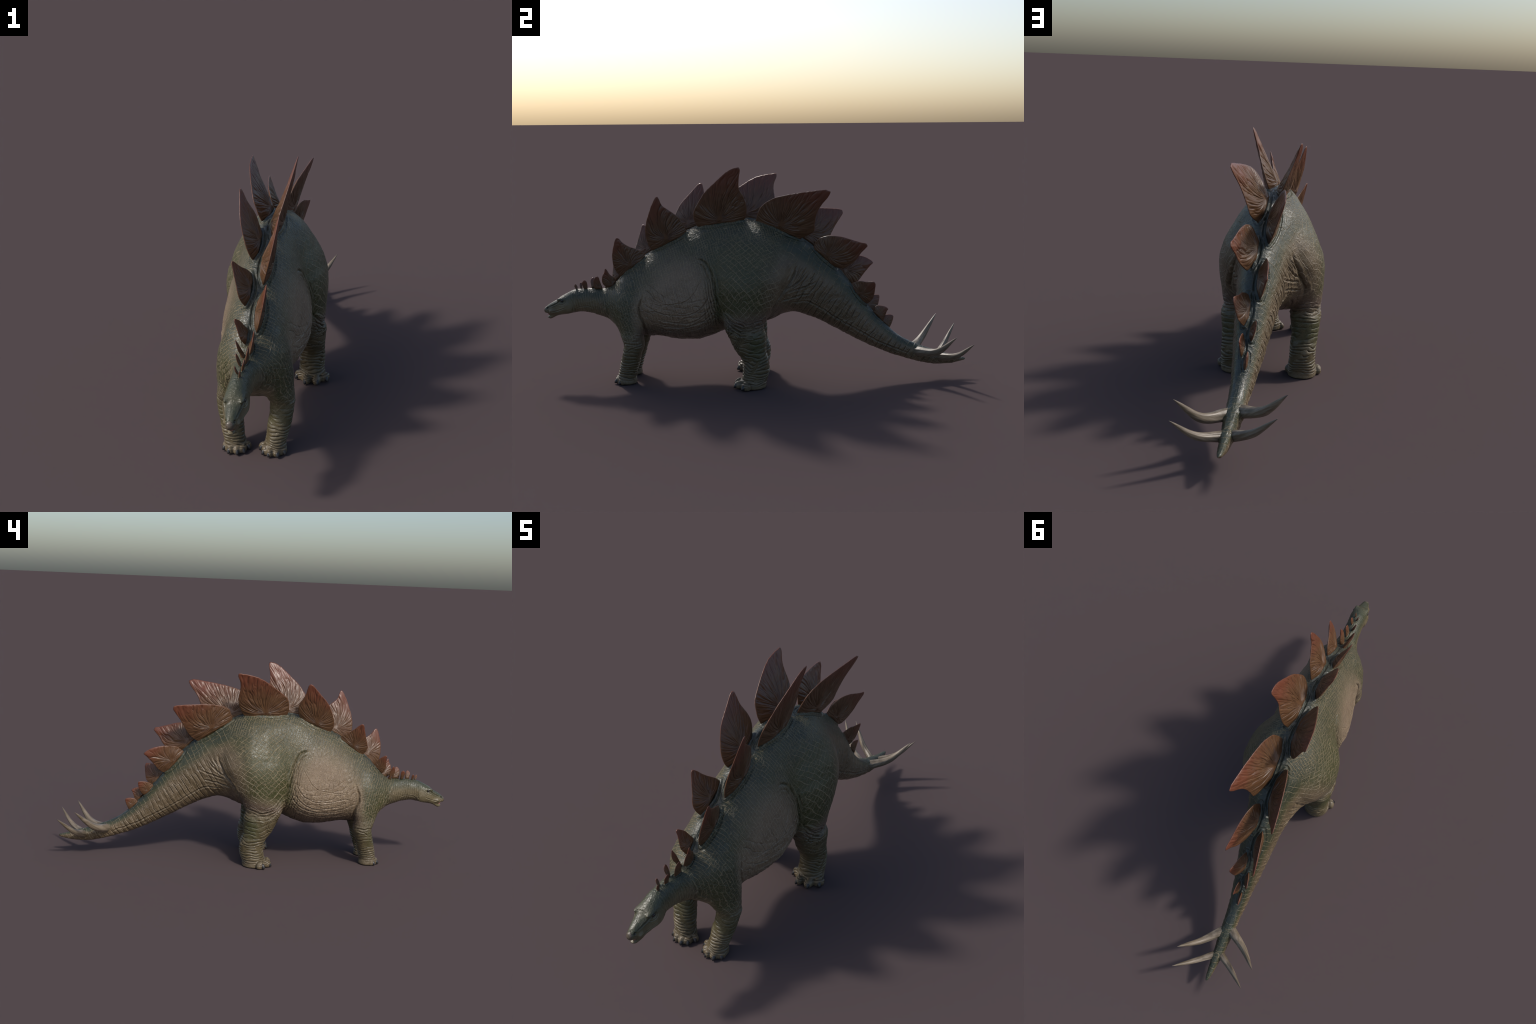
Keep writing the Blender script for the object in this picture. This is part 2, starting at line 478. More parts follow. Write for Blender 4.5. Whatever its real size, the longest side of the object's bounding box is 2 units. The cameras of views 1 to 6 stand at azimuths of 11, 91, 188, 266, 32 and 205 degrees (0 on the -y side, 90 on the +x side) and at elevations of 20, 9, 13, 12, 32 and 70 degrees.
def fold_patterns(m, x, y, z, ax, rel):
    """Folded hide of limbs, neck, tail and flank: list of (groove 0..1, swell, depth)."""
    out = []

    def groove(ph, wide):
        s = m.abs(m.sin(ph * math.pi))
        return m.step(wide, 0.0, s), s

    w1 = ripple(m, x, y, z, 46, .3)
    w2 = ripple(m, x, y, z, 110, 1.1)
    w3 = ripple(m, x, y, z, 62, 2.7)
    w4 = ripple(m, x, y, z, 78, 4.4)
    hl = m.step(-.21, -.19, y) * m.step(.125, .105, y) * m.step(.02, .05, ax)
    fl = m.step(-.69, -.67, y) * m.step(-.485, -.50, y) * m.step(.01, .03, ax)
    # hind shank
    q = z + (y + .02) * .14 - (y + .02) * (y + .02) * 2.2 + w1 * .0060 + w2 * .0016
    g, s = groove(q * 88 - q * q * 105, .42)
    k = hl * m.step(.012, .028, z) * m.step(.30, .20, z) * m.step(-.75, -.05, w3)
    k = k * m.step(.11, .19, z, 1.0, .45)
    out.append((g * k, s * k, .0050))
    # rucks in front of the knee and the U-shaped folds under the thigh
    r = m.sqrt((y + .095) * (y + .095) * 1.9 + (z - .232) * (z - .232) * .8) + w1 * .008 + w2 * .003
    g, s = groove(r * 92, .40)
    k = hl * m.step(.066, .046, r) * m.step(.010, .026, r) * m.step(.06, .11, ax)
    out.append((g * k, s * k, .0036))
    r = m.sqrt((y + .010) * (y + .010) + (z - .470) * (z - .470)) + w1 * .005 + w2 * .001
    g, s = groove(r * 68, .36)
    k = hl * m.step(.150, .172, r) * m.step(.245, .220, r) * m.step(.37, .34, z) * m.step(-.7, .2, w4)
    out.append((g * k, s * k, .0046))
    # fore limb
    q = z + (y + .58) * .16 - (y + .60) * (y + .60) * 1.5 + w1 * .0055 + w2 * .0014
    g, s = groove(q * 96 - q * q * 120, .42)
    k = fl * m.step(.014, .030, z) * m.step(.27, .12, z) * m.step(-.75, -.05, w3)
    k = k * m.step(.08, .15, z, 1.0, .5)
    out.append((g * k, s * k, .0046))
    # upper arm
    g, s = groove((z * .95 + y * .45 + w1 * .007) * 62, .34)
    k = fl * m.step(.19, .23, z) * m.step(.43, .36, z) * m.step(-.4, .5, w4)
    out.append((g * k, s * k, .0015))
    # neck rings
    g, s = groove((y + z * .10 + w1 * .0024 + w2 * .0009) * 90, .50)
    k = m.step(-.868, -.848, y) * m.step(-.672, -.70, y) * m.step(-.9, .0, w4) * m.step(.05, .25, rel, .35, 1.0)
    out.append((g * k, s * k, .0019))
    # chest folds between neck and arm
    g, s = groove((y * .8 + z * .6 + w1 * .006) * 58, .40)
    k = m.step(-.715, -.69, y) * m.step(-.60, -.635, y) * m.step(.41, .35, z) * m.step(.2, .22, z) * m.step(.115, .08, ax)
    out.append((g * k, s * k, .0020))
    # tail: cross folds
    q = y * .83 - z * .55 + w1 * .0035 + w2 * .0012
    g, s = groove(q * 40, .24)
    k = m.step(.14, .22, y) * m.step(.88, .78, y) * m.step(.26, .46, rel) * m.step(1.0, .86, rel, .35, 1.0) * m.step(-.75, -.1, w3)
    out.append((g * k, s * k, .0040))
    g, s = groove(q * 92 + w3 * .5, .40)
    k = m.step(.15, .24, y) * m.step(.90, .80, y) * m.step(.22, .42, rel) * m.step(-.2, .6, w4)
    out.append((g * k, s * k, .0016))
    # flank: arcs that hang under the ribs, crossed by short upright wrinkles
    fk = m.step(-.52, -.485, y) * m.step(-.15, -.19, y)
    r = m.sqrt((y + .31) * (y + .31) * .8 + (z - .60) * (z - .60)) + w1 * .006 + w2 * .0015
    g, s = groove(r * 40, .22)
    k = fk * m.step(.17, .22, r) * m.step(-.75, .1, w3)
    out.append((g * k, s * k, .0026))
    g, s = groove((y + z * .22 + w1 * .007 + w2 * .0022) * 47, .24)
    k = fk * m.step(.50, .42, z) * m.step(-.35, .35, w4)
    out.append((g * k, s * k, .0022))
    # gathered hide in the fold in front of the thigh
    g, s = groove((y + z * .22 + w1 * .0045) * 76, .42)
    k = m.step(-.238, -.212, y) * m.step(-.145, -.165, y) * m.step(.55, .48, z) * m.step(.27, .31, z)
    out.append((g * k, s * k, .0038))
    return out


def pillow(phase, sharp=0.55):
    return np.abs(np.sin(np.pi * phase)) ** sharp - 0.72


def relief(V):
    x, y, z = V.T
    ax = np.abs(x)
    S = V.copy()
    S[:, 0] = np.where(x < 0, x - 3.7, x)          # the two flanks get different noise
    T = np.array(TRUNK)
    top, bot = pchip(T[:, 0], T[:, 1], y), pchip(T[:, 0], T[:, 2], y)
    h = np.zeros(len(V))
    n1 = perlin(S * 26)
    n2 = perlin(S * 60 + 9)
    yz = V[:, 1:]
    wob = yz + np.stack([perlin(S * 40 + 3), perlin(S * 40 + 31)], 1) * .0030
    for c in CREASES:
        crease(wob, ax, h, *c)
    wob2 = yz + np.stack([perlin(S * 70 + 3), perlin(S * 70 + 31)], 1) * .0010
    for c in HEAD_CREASES:
        crease(wob2, ax, h, *c, 0.4)

    rel = (top - z) / (top - bot)
    leg = (y > -.20) & (y < .12) & (ax > .02)
    for g, sw, depth in fold_patterns(Num, x, y, z, ax, rel):
        h += depth * (.55 * sw ** .7 - .75 * g)

    # broad unevenness and a soft hide grain everywhere
    h += .0016 * perlin(S * 14 + 2) * sstep(-.9, -.7, y) * sstep(.9, .6, y)
    h += .0006 * n2 + .0003 * perlin(S * 130 + 4)
    # toe knuckles
    h += leg * sstep(.05, .03, z) * .0006 * perlin(S * 70 + 7)
    # puckered skin round the plates and a shallow gutter between the two rows
    for f, r_, size in PLATE_FEET:
        a, b = np.array(f), np.array(r_)
        lo, hi = np.minimum(a, b) - .05, np.maximum(a, b) + .05
        k = np.nonzero(((V > lo) & (V < hi)).all(1))[0]
        if not len(k):
            continue
        ab = b - a
        q = V[k] - a
        t = np.clip(q @ ab / (ab @ ab), 0, 1)
        d = np.linalg.norm(q - t[:, None] * ab, axis=1)
        sc = min(1.0, .35 + size / .2)
        inner = (V[k, 0] * a[0] > 0) & (np.abs(V[k, 0]) < abs(a[0]))
        bulge = .118 * min(size * 1.05, .24) ** 1.08 * (1 - (2 * t - 1) ** 2)
        w = (d - bulge * np.where(inner, .95, .74)) / sc
        nn = np.clip(.9 + .6 * n1[k] + .35 * n2[k], .2, 1.8)
        h[k] += sc * nn * (.0042 * np.exp(-((w - .0045) / .0060) ** 2)
                           - .0026 * np.exp(-((w - .0145) / .0038) ** 2)
                           + .0012 * np.exp(-((w - .0225) / .0045) ** 2))
    gut = np.exp(-(x / .0045) ** 2) * sstep(.30, .05, rel) * sstep(-.66, -.60, y) * sstep(.62, .5, y)
    h -= .0030 * gut
    # rucked skin where the tail spikes come out
    for b, sc in SPIKE_FEET:
        d = np.linalg.norm(V - np.array(b), axis=1)
        h += .0022 * np.exp(-((d - sc * 1.25) / .0055) ** 2) * (1 + .8 * n2)
    sp = sstep(.70, .74, y)
    h += sp * .0008 * perlin(S * np.array([150, 22, 110]) + 12)
    # scaly crown and the horny bar across the nose
    hd = sstep(-.86, -.88, y)
    h += hd * sstep(.375, .39, z) * sstep(-.925, -.915, y) * .0005 * perlin(S * 150)
    h -= hd * .0013 * np.exp(-((y + .9205) / .0020) ** 2) * sstep(.026, .018, ax) * sstep(.36, .38, z)
    h -= hd * .0012 * np.exp(-((y + .9855 + ax * .25) / .0016) ** 2) * sstep(.337, .342, z)
    return h


# ---------------------------------------------------------------- node shorthand
class Sock:
    def __init__(self, g, s):
        self.g, self.s = g, s

    def _op(self, op, o, rev=False):
        a, b = (o, self) if rev else (self, o)
        return self.g.math(op, a, b)
    def __add__(self, o): return self._op('ADD', o)
    def __radd__(self, o): return self._op('ADD', o, True)
    def __sub__(self, o): return self._op('SUBTRACT', o)
    def __rsub__(self, o): return self._op('SUBTRACT', o, True)
    def __mul__(self, o): return self._op('MULTIPLY', o)
    def __rmul__(self, o): return self._op('MULTIPLY', o, True)
    def __truediv__(self, o): return self._op('DIVIDE', o)


class Graph:
    def __init__(self, name):
        self.mat = bpy.data.materials.new(name)
        self.mat.use_nodes = True
        self.nt = self.mat.node_tree
        self.nt.nodes.clear()
        self.out = self.nt.nodes.new('ShaderNodeOutputMaterial')

    def node(self, t, **kw):
        n = self.nt.nodes.new(t)
        for k, v in kw.items():
            setattr(n, k, v)
        return n

    def put(self, sock, v):
        if isinstance(v, Sock):
            self.nt.links.new(v.s, sock)
        elif isinstance(v, (tuple, list)) and len(v) == 3 and sock.type == 'RGBA':
            sock.default_value = (*v, 1)
        else:
            sock.default_value = v

    def math(self, op, a, b=0.0, c=0.0, clamp=False):
        n = self.node('ShaderNodeMath', operation=op, use_clamp=clamp)
        for i, v in enumerate((a, b, c)):
            if not (i == 2 and op not in ('MULTIPLY_ADD', 'SMOOTH_MIN', 'SMOOTH_MAX')):
                self.put(n.inputs[i], v)
        return Sock(self, n.outputs[0])

    def sin(self, v): return self.math('SINE', v)
    def abs(self, v): return self.math('ABSOLUTE', v)
    def sqrt(self, v): return self.math('SQRT', v)

    def step(self, lo, hi, v, a=0.0, b=1.0):
        n = self.node('ShaderNodeMapRange', interpolation_type='SMOOTHSTEP')
        for i, q in enumerate((v, lo, hi, a, b)):
            self.put(n.inputs[i], q)
        return Sock(self, n.outputs[0])

    def coord(self, kind='Object'):
        n = self.node('ShaderNodeTexCoord')
        return Sock(self, n.outputs[kind])

    def split(self, v):
        n = self.node('ShaderNodeSeparateXYZ')
        self.put(n.inputs[0], v)
        return [Sock(self, o) for o in n.outputs]

    def join(self, x, y, z):
        n = self.node('ShaderNodeCombineXYZ')
        for i, v in enumerate((x, y, z)):
            self.put(n.inputs[i], v)
        return Sock(self, n.outputs[0])

    def vec(self, op, a, b):
        n = self.node('ShaderNodeVectorMath', operation=op)
        self.put(n.inputs[0], a)
        self.put(n.inputs[1], b)
        return Sock(self, n.outputs[0])

    def noise(self, v, scale, detail=2.0, rough=.5, out=0):
        n = self.node('ShaderNodeTexNoise')
        self.put(n.inputs['Vector'], v)
        n.inputs['Scale'].default_value = scale
        n.inputs['Detail'].default_value = detail
        n.inputs['Roughness'].default_value = rough
        return Sock(self, n.outputs[out])

    def cells(self, v, scale, feature='DISTANCE_TO_EDGE', rnd=1.0):
        n = self.node('ShaderNodeTexVoronoi', feature=feature)
        self.put(n.inputs['Vector'], v)
        n.inputs['Scale'].default_value = scale
        n.inputs['Randomness'].default_value = rnd
        return Sock(self, n.outputs[0])

    def mix(self, f, a, b, blend='MIX'):
        n = self.node('ShaderNodeMix', data_type='RGBA', blend_type=blend)
        self.put(n.inputs[0], f)
        self.put(n.inputs[6], a)
        self.put(n.inputs[7], b)
        return Sock(self, n.outputs[2])

    def fmix(self, f, a, b):
        n = self.node('ShaderNodeMix', data_type='FLOAT')
        self.put(n.inputs[0], f)
        self.put(n.inputs[2], a)
        self.put(n.inputs[3], b)
        return Sock(self, n.outputs[0])

    def curve(self, v, pts):
        n = self.node('ShaderNodeFloatCurve')
        self.put(n.inputs['Value'], v)
        c = n.mapping.curves[0]
        c.points[0].location = pts[0]
        c.points[1].location = pts[-1]
        for p in pts[1:-1]:
            c.points.new(*p)
        n.mapping.update()
        return Sock(self, n.outputs[0])

    def bump(self, height, strength, dist, normal=None):
        n = self.node('ShaderNodeBump')
        n.inputs['Strength'].default_value = strength
        n.inputs['Distance'].default_value = dist
        self.put(n.inputs['Height'], height)
        if normal:
            self.put(n.inputs['Normal'], normal)
        return Sock(self, n.outputs[0])

    def shade(self, color, rough, normal=None, spec=.5, **kw):
        n = self.node('ShaderNodeBsdfPrincipled')
        self.put(n.inputs['Base Color'], color)
        self.put(n.inputs['Roughness'], rough)
        self.put(n.inputs['Specular IOR Level'], spec)
        if normal:
            self.put(n.inputs['Normal'], normal)
        for k, v in kw.items():
            self.put(n.inputs[k], v)
        self.nt.links.new(n.outputs[0], self.out.inputs[0])
        return self.mat


def blob(g, Y, Z, cy, cz, ry, rz, lo=1.15, hi=.55, warp=None):
    """Soft elliptical patch on the flank."""
    u = (Y - cy) / ry
    v = (Z - cz) / rz
    r = g.math('SQRT', u * u + v * v)
    if warp is not None:
        r = r + warp
    return g.step(lo, hi, r)


def skin_material():
    g = Graph("hide")
    P = g.coord()
    X, Y, Z = g.split(P)
    A = g.math('ABSOLUTE', X)
    T = np.array(TRUNK)
    sel = [0, 3, 6, 9, 12, 14, 16, 18, 20, 22, 24, 26, 28, 30, 32, 34, 36, 38, 40, 42, 45, 47]
    yn = (Y + 1.0) * 0.5
    top = g.curve(yn, [((T[i, 0] + 1) / 2, T[i, 1]) for i in sel])
    bot = g.curve(yn, [((T[i, 0] + 1) / 2, T[i, 2]) for i in sel])
    rel = (top - Z) / (top - bot)
    nA = g.noise(P, 9, 3) - .5
    nB = g.noise(P, 30, 3) - .5
    nC = g.noise(P, 75, 4, .6) - .5

    # --- where each colour sits
    torso = g.step(.10, .17, Y + rel * .05, 1, 0) * g.step(-.72, -.66, Y)
    ribs = blob(g, Y, Z, -.335, .370, .205, .250, 1.18, .48, nA * .45 + nB * .12) * g.step(-.165, -.195, Y)
    armpit = blob(g, Y, Z, -.50, .33, .06, .14, 1.2, .5, nA * .4)
    rump = blob(g, Y, Z, .125, .40, .09, .18, 1.1, .35, nA * .7 + nB * .35)
    belly = g.step(.76, .92, rel) * g.step(1.25, 1.1, rel) * g.step(.15, .11, Y) * g.step(-.6, -.5, Y)
    tailzone = 1.0 - g.step(.10, .17, Y + rel * .05, 1, 0)
    tailback = g.step(.40, .16, rel + nA * .2 + nB * .06)
    neckzone = g.step(-.68, -.74, Y)
    neckback = g.step(.50, .14, rel + nA * .15) * g.step(-.925, -.86, Y, .75, 1)
    nose = g.step(-.90, -.94, Y) * g.step(.026, .014, A) * g.step(.55, .2, rel)
    chest = g.step(-.60, -.66, Y) * g.step(.34, .24, Z) * g.step(.10, .07, A)
    leg = g.math('MAXIMUM', g.step(.25, .17, Z + nA * .08) * g.step(-.49, -.52, Y),
                 g.step(.315, .255, Z + nA * .05) * g.step(-.2, -.17, Y) * g.step(.13, .10, Y))
    belly = belly * (1.0 - leg)
    green = (1.0 - ribs) * (1.0 - armpit * .8) * (1.0 - rump * .70) * (1.0 - belly) * (1.0 - chest)
    green = g.fmix(tailzone, green, tailback)
    green = g.fmix(neckzone, green, g.math('MAXIMUM', neckback, nose * .9))
    green = green * (1.0 - leg)
    shin = g.math('MAXIMUM', blob(g, Y, Z, .015, .20, .055, .075, 1.2, .3, nB * .9),
                  blob(g, Y, Z, -.60, .15, .040, .07, 1.2, .3, nB * .9) * .6) * .8
    ridge = g.step(.046, .016, A + nA * .012) * g.step(.16, .04, rel) * g.step(-.70, -.62, Y) * g.step(.80, .68, Y)

    # --- base colours
    tan = g.mix(g.step(-.4, .4, nA * 1.5 + nB * .7), (.172, .120, .075), (.230, .166, .108))
    tailtan = g.mix(g.step(-.3, .3, nB + nA), (.092, .066, .035), (.130, .094, .054))
    legtan = g.mix(g.step(-.3, .3, nB + nA), (.076, .060, .028), (.112, .087, .046))
    legtan = g.mix(g.step(.06, .02, Z), legtan, (.122, .094, .056))
    necktan = g.mix(g.step(-.3, .3, nB), (.108, .086, .044), (.148, .120, .068))
    col = g.mix(tailzone, tan, tailtan)
    col = g.mix(rump * torso, col, tailtan)
    col = g.mix(leg, col, legtan)
    col = g.mix(neckzone, col, necktan)
    col = g.mix(belly, col, (.105, .072, .050))
    gr = g.mix(g.step(.08, .40, rel + nA * .25), (.026, .035, .021), (.036, .043, .012))
    gr = g.mix(g.step(-.17, -.24, Y) * .6, gr, (.031, .039, .023))
    gr = g.mix(g.step(-.02, .10, Y + nA * .1) * g.step(.15, .45, rel), gr, (.066, .052, .025))
    gr = g.mix(g.step(-.2, .4, nB + nA) * .5, gr, (.050, .054, .016))
    gr = g.mix(blob(g, Y, Z, -.645, .29, .05, .10, 1.3, .3, nB) * .7, gr, (.060, .062, .020))
    col = g.mix(green * .95, col, gr)
    col = g.mix(shin, col, (.048, .052, .018))
    col = g.mix(ridge * .7, col, (.027, .034, .030))

    # --- pale network of creases between the scales
    nw = g.node('ShaderNodeVectorMath', operation='MULTIPLY')
    g.put(nw.inputs[0], g.vec('SUBTRACT', g.noise(P, 19, 3, .55, 1), (.5, .5, .5)))
    nw.inputs[1].default_value = (.019, .019, .019)
    nv = g.node('ShaderNodeVectorMath', operation='MULTIPLY')
    g.put(nv.inputs[0], g.vec('SUBTRACT', g.noise(P, 7, 2, .5, 1), (.5, .5, .5)))
    nv.inputs[1].default_value = (.034, .034, .034)
    W = g.vec('ADD', g.vec('ADD', P, Sock(g, nw.outputs[0])), Sock(g, nv.outputs[0]))
    wx, wy, wz = g.split(W)
    side = wz - g.abs(wx) * .8

    def lines(u, v, per, width, seed, keep):
        """Wandering thin lines, u across and v along, that break off here and there."""
        f = g.abs(g.math('FRACT', u * per + seed) - .5)
        gap = g.noise(g.join(u * (per * .8), v * (per * .42), seed), 1.0, 2)
        return g.step(width * per, width * per * .25, f) * g.step(keep, keep + .10, gap)
    dia = g.math('MAXIMUM', lines(wy * .80 + side * .60, wy * .60 - side * .80, 44, .0023, .3, .35),
                 lines(wy * .62 - side * .78, wy * .78 + side * .62, 52, .0021, .7, .37))
    weave = g.math('MAXIMUM', lines(wy * .97 + side * .24, side, 84, .0018, .2, .34),
                   lines(side * .92 - wy * .4, wy, 72, .0017, .5, .46))
    trail = g.math('MAXIMUM', lines(wy * .83 - wz * .55, wz, 44, .0017, .4, .38),
                   lines(wy * .55 + wz * .83, wy, 66, .0015, .1, .46))
    fine = g.cells(g.join(wy, side, wx * .3), 135, rnd=.9)
    cells = g.cells(g.join(wy * 1.15, side, wx * .3), 58, rnd=.9)
    hipz = g.step(-.19, -.12, Y + nA * .08) * g.step(.10, .22, rel + nA * .15)
    lnet = g.fmix(hipz, weave, dia)
    lnet = g.math('MAXIMUM', lnet, g.step(.050, .012, cells) * g.fmix(hipz, .75, .70))
    lnet = g.fmix(tailzone, lnet, trail * .8)
    lfine = g.step(.10, .03, fine)
    head = g.step(-.83, -.88, Y)
    keepoff = (1.0 - leg * .9) * (1.0 - head * .9) * (1.0 - ridge * .8) * (1.0 - neckzone * .7)
    net = g.math('MAXIMUM', lnet, lfine * .12) * keepoff
    netc = g.mix(green, (.330, .255, .170), (.215, .172, .098))
    col = g.mix(g.math('MINIMUM', net * (green * .18 + .68), .86) * (1.0 - belly * .7), col, netc)
    # mottling
    col = g.mix(g.step(-.1, .35, nC) * .35, col, g.mix(1.0, col, (.55, .52, .48), 'MULTIPLY'))
    # painted cavity shade: fold grooves darkened in the colour
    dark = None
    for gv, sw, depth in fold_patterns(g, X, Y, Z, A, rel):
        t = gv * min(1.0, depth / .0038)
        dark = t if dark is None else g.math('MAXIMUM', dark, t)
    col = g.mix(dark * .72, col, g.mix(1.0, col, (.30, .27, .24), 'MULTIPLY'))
    # beak
    beak = g.step(-.9860, -.9885, Y + A * .25 - (Z - .335) * .15)
    col = g.mix(beak, col, (.085, .066, .046))

    # dark wells: nostril, ear, rim of the eye
    def well(c, r0, r1):
        dx, dy, dz = A - c[0], Y - c[1], Z - c[2]
        return g.step(r1, r0, g.sqrt(dx * dx + dy * dy + dz * dz))
    wells = g.math('MAXIMUM', well((.0155, -.9800, .3445), .0035, .0068), well((.0405, -.874, .3975), .003, .006))
    wells = g.math('MAXIMUM', wells, well((.0375, -.9045, .3805), .0060, .0115) * .75)
    col = g.mix(wells * .85, col, (.014, .011, .009))

    # --- fine relief
    hgt = lnet * keepoff * 1.1 + lfine * .16 + nC * .25 + g.noise(P, 260, 2) * .14
    nrm = g.bump(hgt, .75, .0022)
    rough = g.math('ADD', .37, nC * .12) + net * .05
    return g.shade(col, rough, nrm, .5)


def plate_material():
    g = Graph("plate_horn")
    P = g.coord()
    n, s, h = g.split(P)
    gn = g.split(g.coord('Generated'))
    nA = g.noise(P, 16, 3) - .5
    nB = g.noise(P, 70, 3) - .5
    r = g.math('SQRT', s * s + h * h)
    ang = g.math('ARCTAN2', s, h + .012)
    # fine streaks that fan out from the root
    fan = g.noise(g.join(ang * 8.0, r * 5.0, n * 4.0), 3.2, 4, .6)
    streak = g.step(.35, .72, fan)
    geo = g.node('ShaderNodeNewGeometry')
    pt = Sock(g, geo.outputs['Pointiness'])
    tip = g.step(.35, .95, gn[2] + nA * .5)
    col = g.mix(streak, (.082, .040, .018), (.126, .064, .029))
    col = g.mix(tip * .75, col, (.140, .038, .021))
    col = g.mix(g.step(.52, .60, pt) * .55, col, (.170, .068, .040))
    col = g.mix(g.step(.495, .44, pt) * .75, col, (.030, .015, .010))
    col = g.mix(g.step(-.1, .4, nB) * .25, col, (.09, .045, .03))
    hgt = fan * .8 + nB * .3
    nrm = g.bump(hgt, .28, .0014)
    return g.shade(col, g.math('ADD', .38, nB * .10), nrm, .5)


def horn_material():
    g = Graph("spike_horn")
    P = g.coord()
    u = g.split(P)
    nA = g.noise(g.vec('MULTIPLY', P, (120, 120, 9)), 1, 3, .6)
    gn = g.split(g.coord('Generated'))
    col = g.mix(g.step(.35, .7, nA), (.120, .092, .060), (.235, .190, .138))
    col = g.mix(g.step(.25, .0, gn[2]), col, (.080,.064,.042))
    col = g.mix(g.step(.9, 1.0, gn[2]), col, (.10, .08, .06))
    return g.shade(col, .42, g.bump(nA, .5, .0015), .5)


def plain(name, col, rough, vary=.3, spec=.5, scale=90):
    g = Graph(name)
    P = g.coord()
    n = g.noise(P, scale, 3)
    c = g.mix(g.step(.3, .7, n) * vary, col, tuple(min(1, k * 1.9 + .01) for k in col))
    return g.shade(c, rough, g.bump(n, .3, .001), spec)


# ---------------------------------------------------------------- plates and spikes
PLATES = []


def plate(front, rear, tip, outline):
    PLATES.append((front, rear, tip, outline))


# each plate: front foot, rear foot, tip (metres); then its edge from front foot over
# the tip to rear foot, as (along the foot, up the plate) in millimetres
plate((-0.007, -0.826, 0.436), (-0.007, -0.816, 0.437), (-0.015, -0.82, 0.46),
      [(-5, 0), (-7, 12), (-4, 24), (2, 26), (6, 18), (5, 0)])
plate((-0.009, -0.773, 0.44), (-0.009, -0.757, 0.439), (-0.022, -0.769, 0.481),
      [(-8, 0), (-12, 14), (-15, 29), (-10, 41), (-3, 44), (5, 35), (7, 19), (8, 0)])
plate((-0.012, -0.709, 0.438), (-0.012, -0.692, 0.437), (-0.033, -0.715, 0.501),
      [(-9, 0), (-12, 15), (-23, 33), (-25, 51), (-19, 68), (-14, 69), (-7, 55), (0, 40), (1, 17), (9, 0)])
plate((-0.013, -0.662, 0.465), (-0.013, -0.615, 0.508), (-0.044, -0.665, 0.563),
      [(-32, 0), (-24, 28), (-10, 45), (11, 66), (23, 82), (32, 80), (36, 66), (39, 43), (35, 22), (32, 0)])
plate((-0.028, -0.549, 0.56), (-0.028, -0.43, 0.645), (-0.076, -0.531, 0.726),
      [(-73, 0), (-70, 36), (-55, 61), (-25, 85), (7, 113), (30, 133), (40, 132), (47, 115), (55, 73), (68, 36), (73, 16), (73, 0)])
plate((-0.028, -0.377, 0.675), (-0.028, -0.218, 0.745), (-0.095, -0.251, 0.917),
      [(-87, 0), (-88, 28), (-71, 68), (-32, 111), (4, 139), (66, 168), (109, 187), (126, 184), (127, 169), (120, 128), (122, 69), (117, 40), (100, 12), (87, 0)])
plate((-0.03, -0.152, 0.754), (-0.03, 0.063, 0.745), (-0.113, 0.101, 0.958),
      [(-108, 0), (-117, 34), (-115, 67), (-104, 100), (-63, 138), (-12, 180), (41, 213), (90, 227), (131, 233), (139, 220), (128, 186), (128, 149), (137, 103), (135, 65), (123, 27), (108, 0)])
plate((-0.03, 0.121, 0.722), (-0.03, 0.299, 0.612), (-0.101, 0.418, 0.782),
      [(-105, 0), (-114, 35), (-117, 60), (-94, 97), (-45, 138), (36, 188), (94, 218), (113, 217), (119, 203), (117, 153), (117, 120), (121, 62), (116, 28), (105, 0)])
plate((-0.024, 0.36, 0.552), (-0.024, 0.446, 0.44), (-0.067, 0.558, 0.544),
      [(-70, 0), (-70, 19), (-68, 50), (-43, 90), (-12, 124), (20, 146), (56, 157), (61, 134), (69, 91), (80, 44), (79, 15), (70, 0)])
plate((-0.015, 0.508, 0.367), (-0.015, 0.552, 0.313), (-0.04, 0.585, 0.387),
      [(-35, 0), (-36, 21), (-26, 52), (-8, 76), (4, 73), (24, 48), (34, 23), (35, 0)])
plate((-0.011, 0.588, 0.282), (-0.011, 0.634, 0.241), (-0.019, 0.65, 0.296),
      [(-31, 0), (-29, 23), (-11, 44), (5, 52), (15, 44), (25, 22), (31, 0)])
plate((0.006, -0.843, 0.432), (0.006, -0.836, 0.432), (0.008, -0.843, 0.456),
      [(-4, 0), (-10, 12), (-8, 22), (-4, 25), (2, 18), (5, 10), (4, 0)])
plate((0.008, -0.808, 0.439), (0.008, -0.787, 0.438), (0.016, -0.799, 0.476),
      [(-10, 0), (-16, 22), (-9, 35), (-3, 39), (6, 32), (10, 15), (10, 0)])
plate((0.009, -0.754, 0.439), (0.009, -0.717, 0.438), (0.019, -0.739, 0.494),
      [(-19, 0), (-23, 22), (-20, 43), (-7, 56), (3, 52), (8, 35), (19, 0)])
plate((0.012, -0.688, 0.438), (0.012, -0.651, 0.459), (0.034, -0.694, 0.532),
      [(-21, 0), (-32, 24), (-27, 46), (-11, 66), (3, 74), (15, 87), (21, 87), (22, 75), (21, 56), (28, 34), (26, 11), (21, 0)])
plate((0.028, -0.627, 0.495), (0.028, -0.507, 0.587), (0.072, -0.628, 0.682),
      [(-75, 0), (-71, 46), (-46, 91), (-15, 124), (25, 154), (37, 155), (41, 144), (42, 119), (51, 89), (69, 57), (77, 37), (77, 7), (75, 0)])
plate((0.028, -0.477, 0.618), (0.028, -0.311, 0.697), (0.091, -0.442, 0.87),
      [(-92, 0), (-90, 48), (-72, 100), (-46, 137), (-11, 174), (27, 209), (51, 221), (56, 207), (54, 172), (74, 130), (91, 93), (95, 55), (96, 16), (92, 0)])
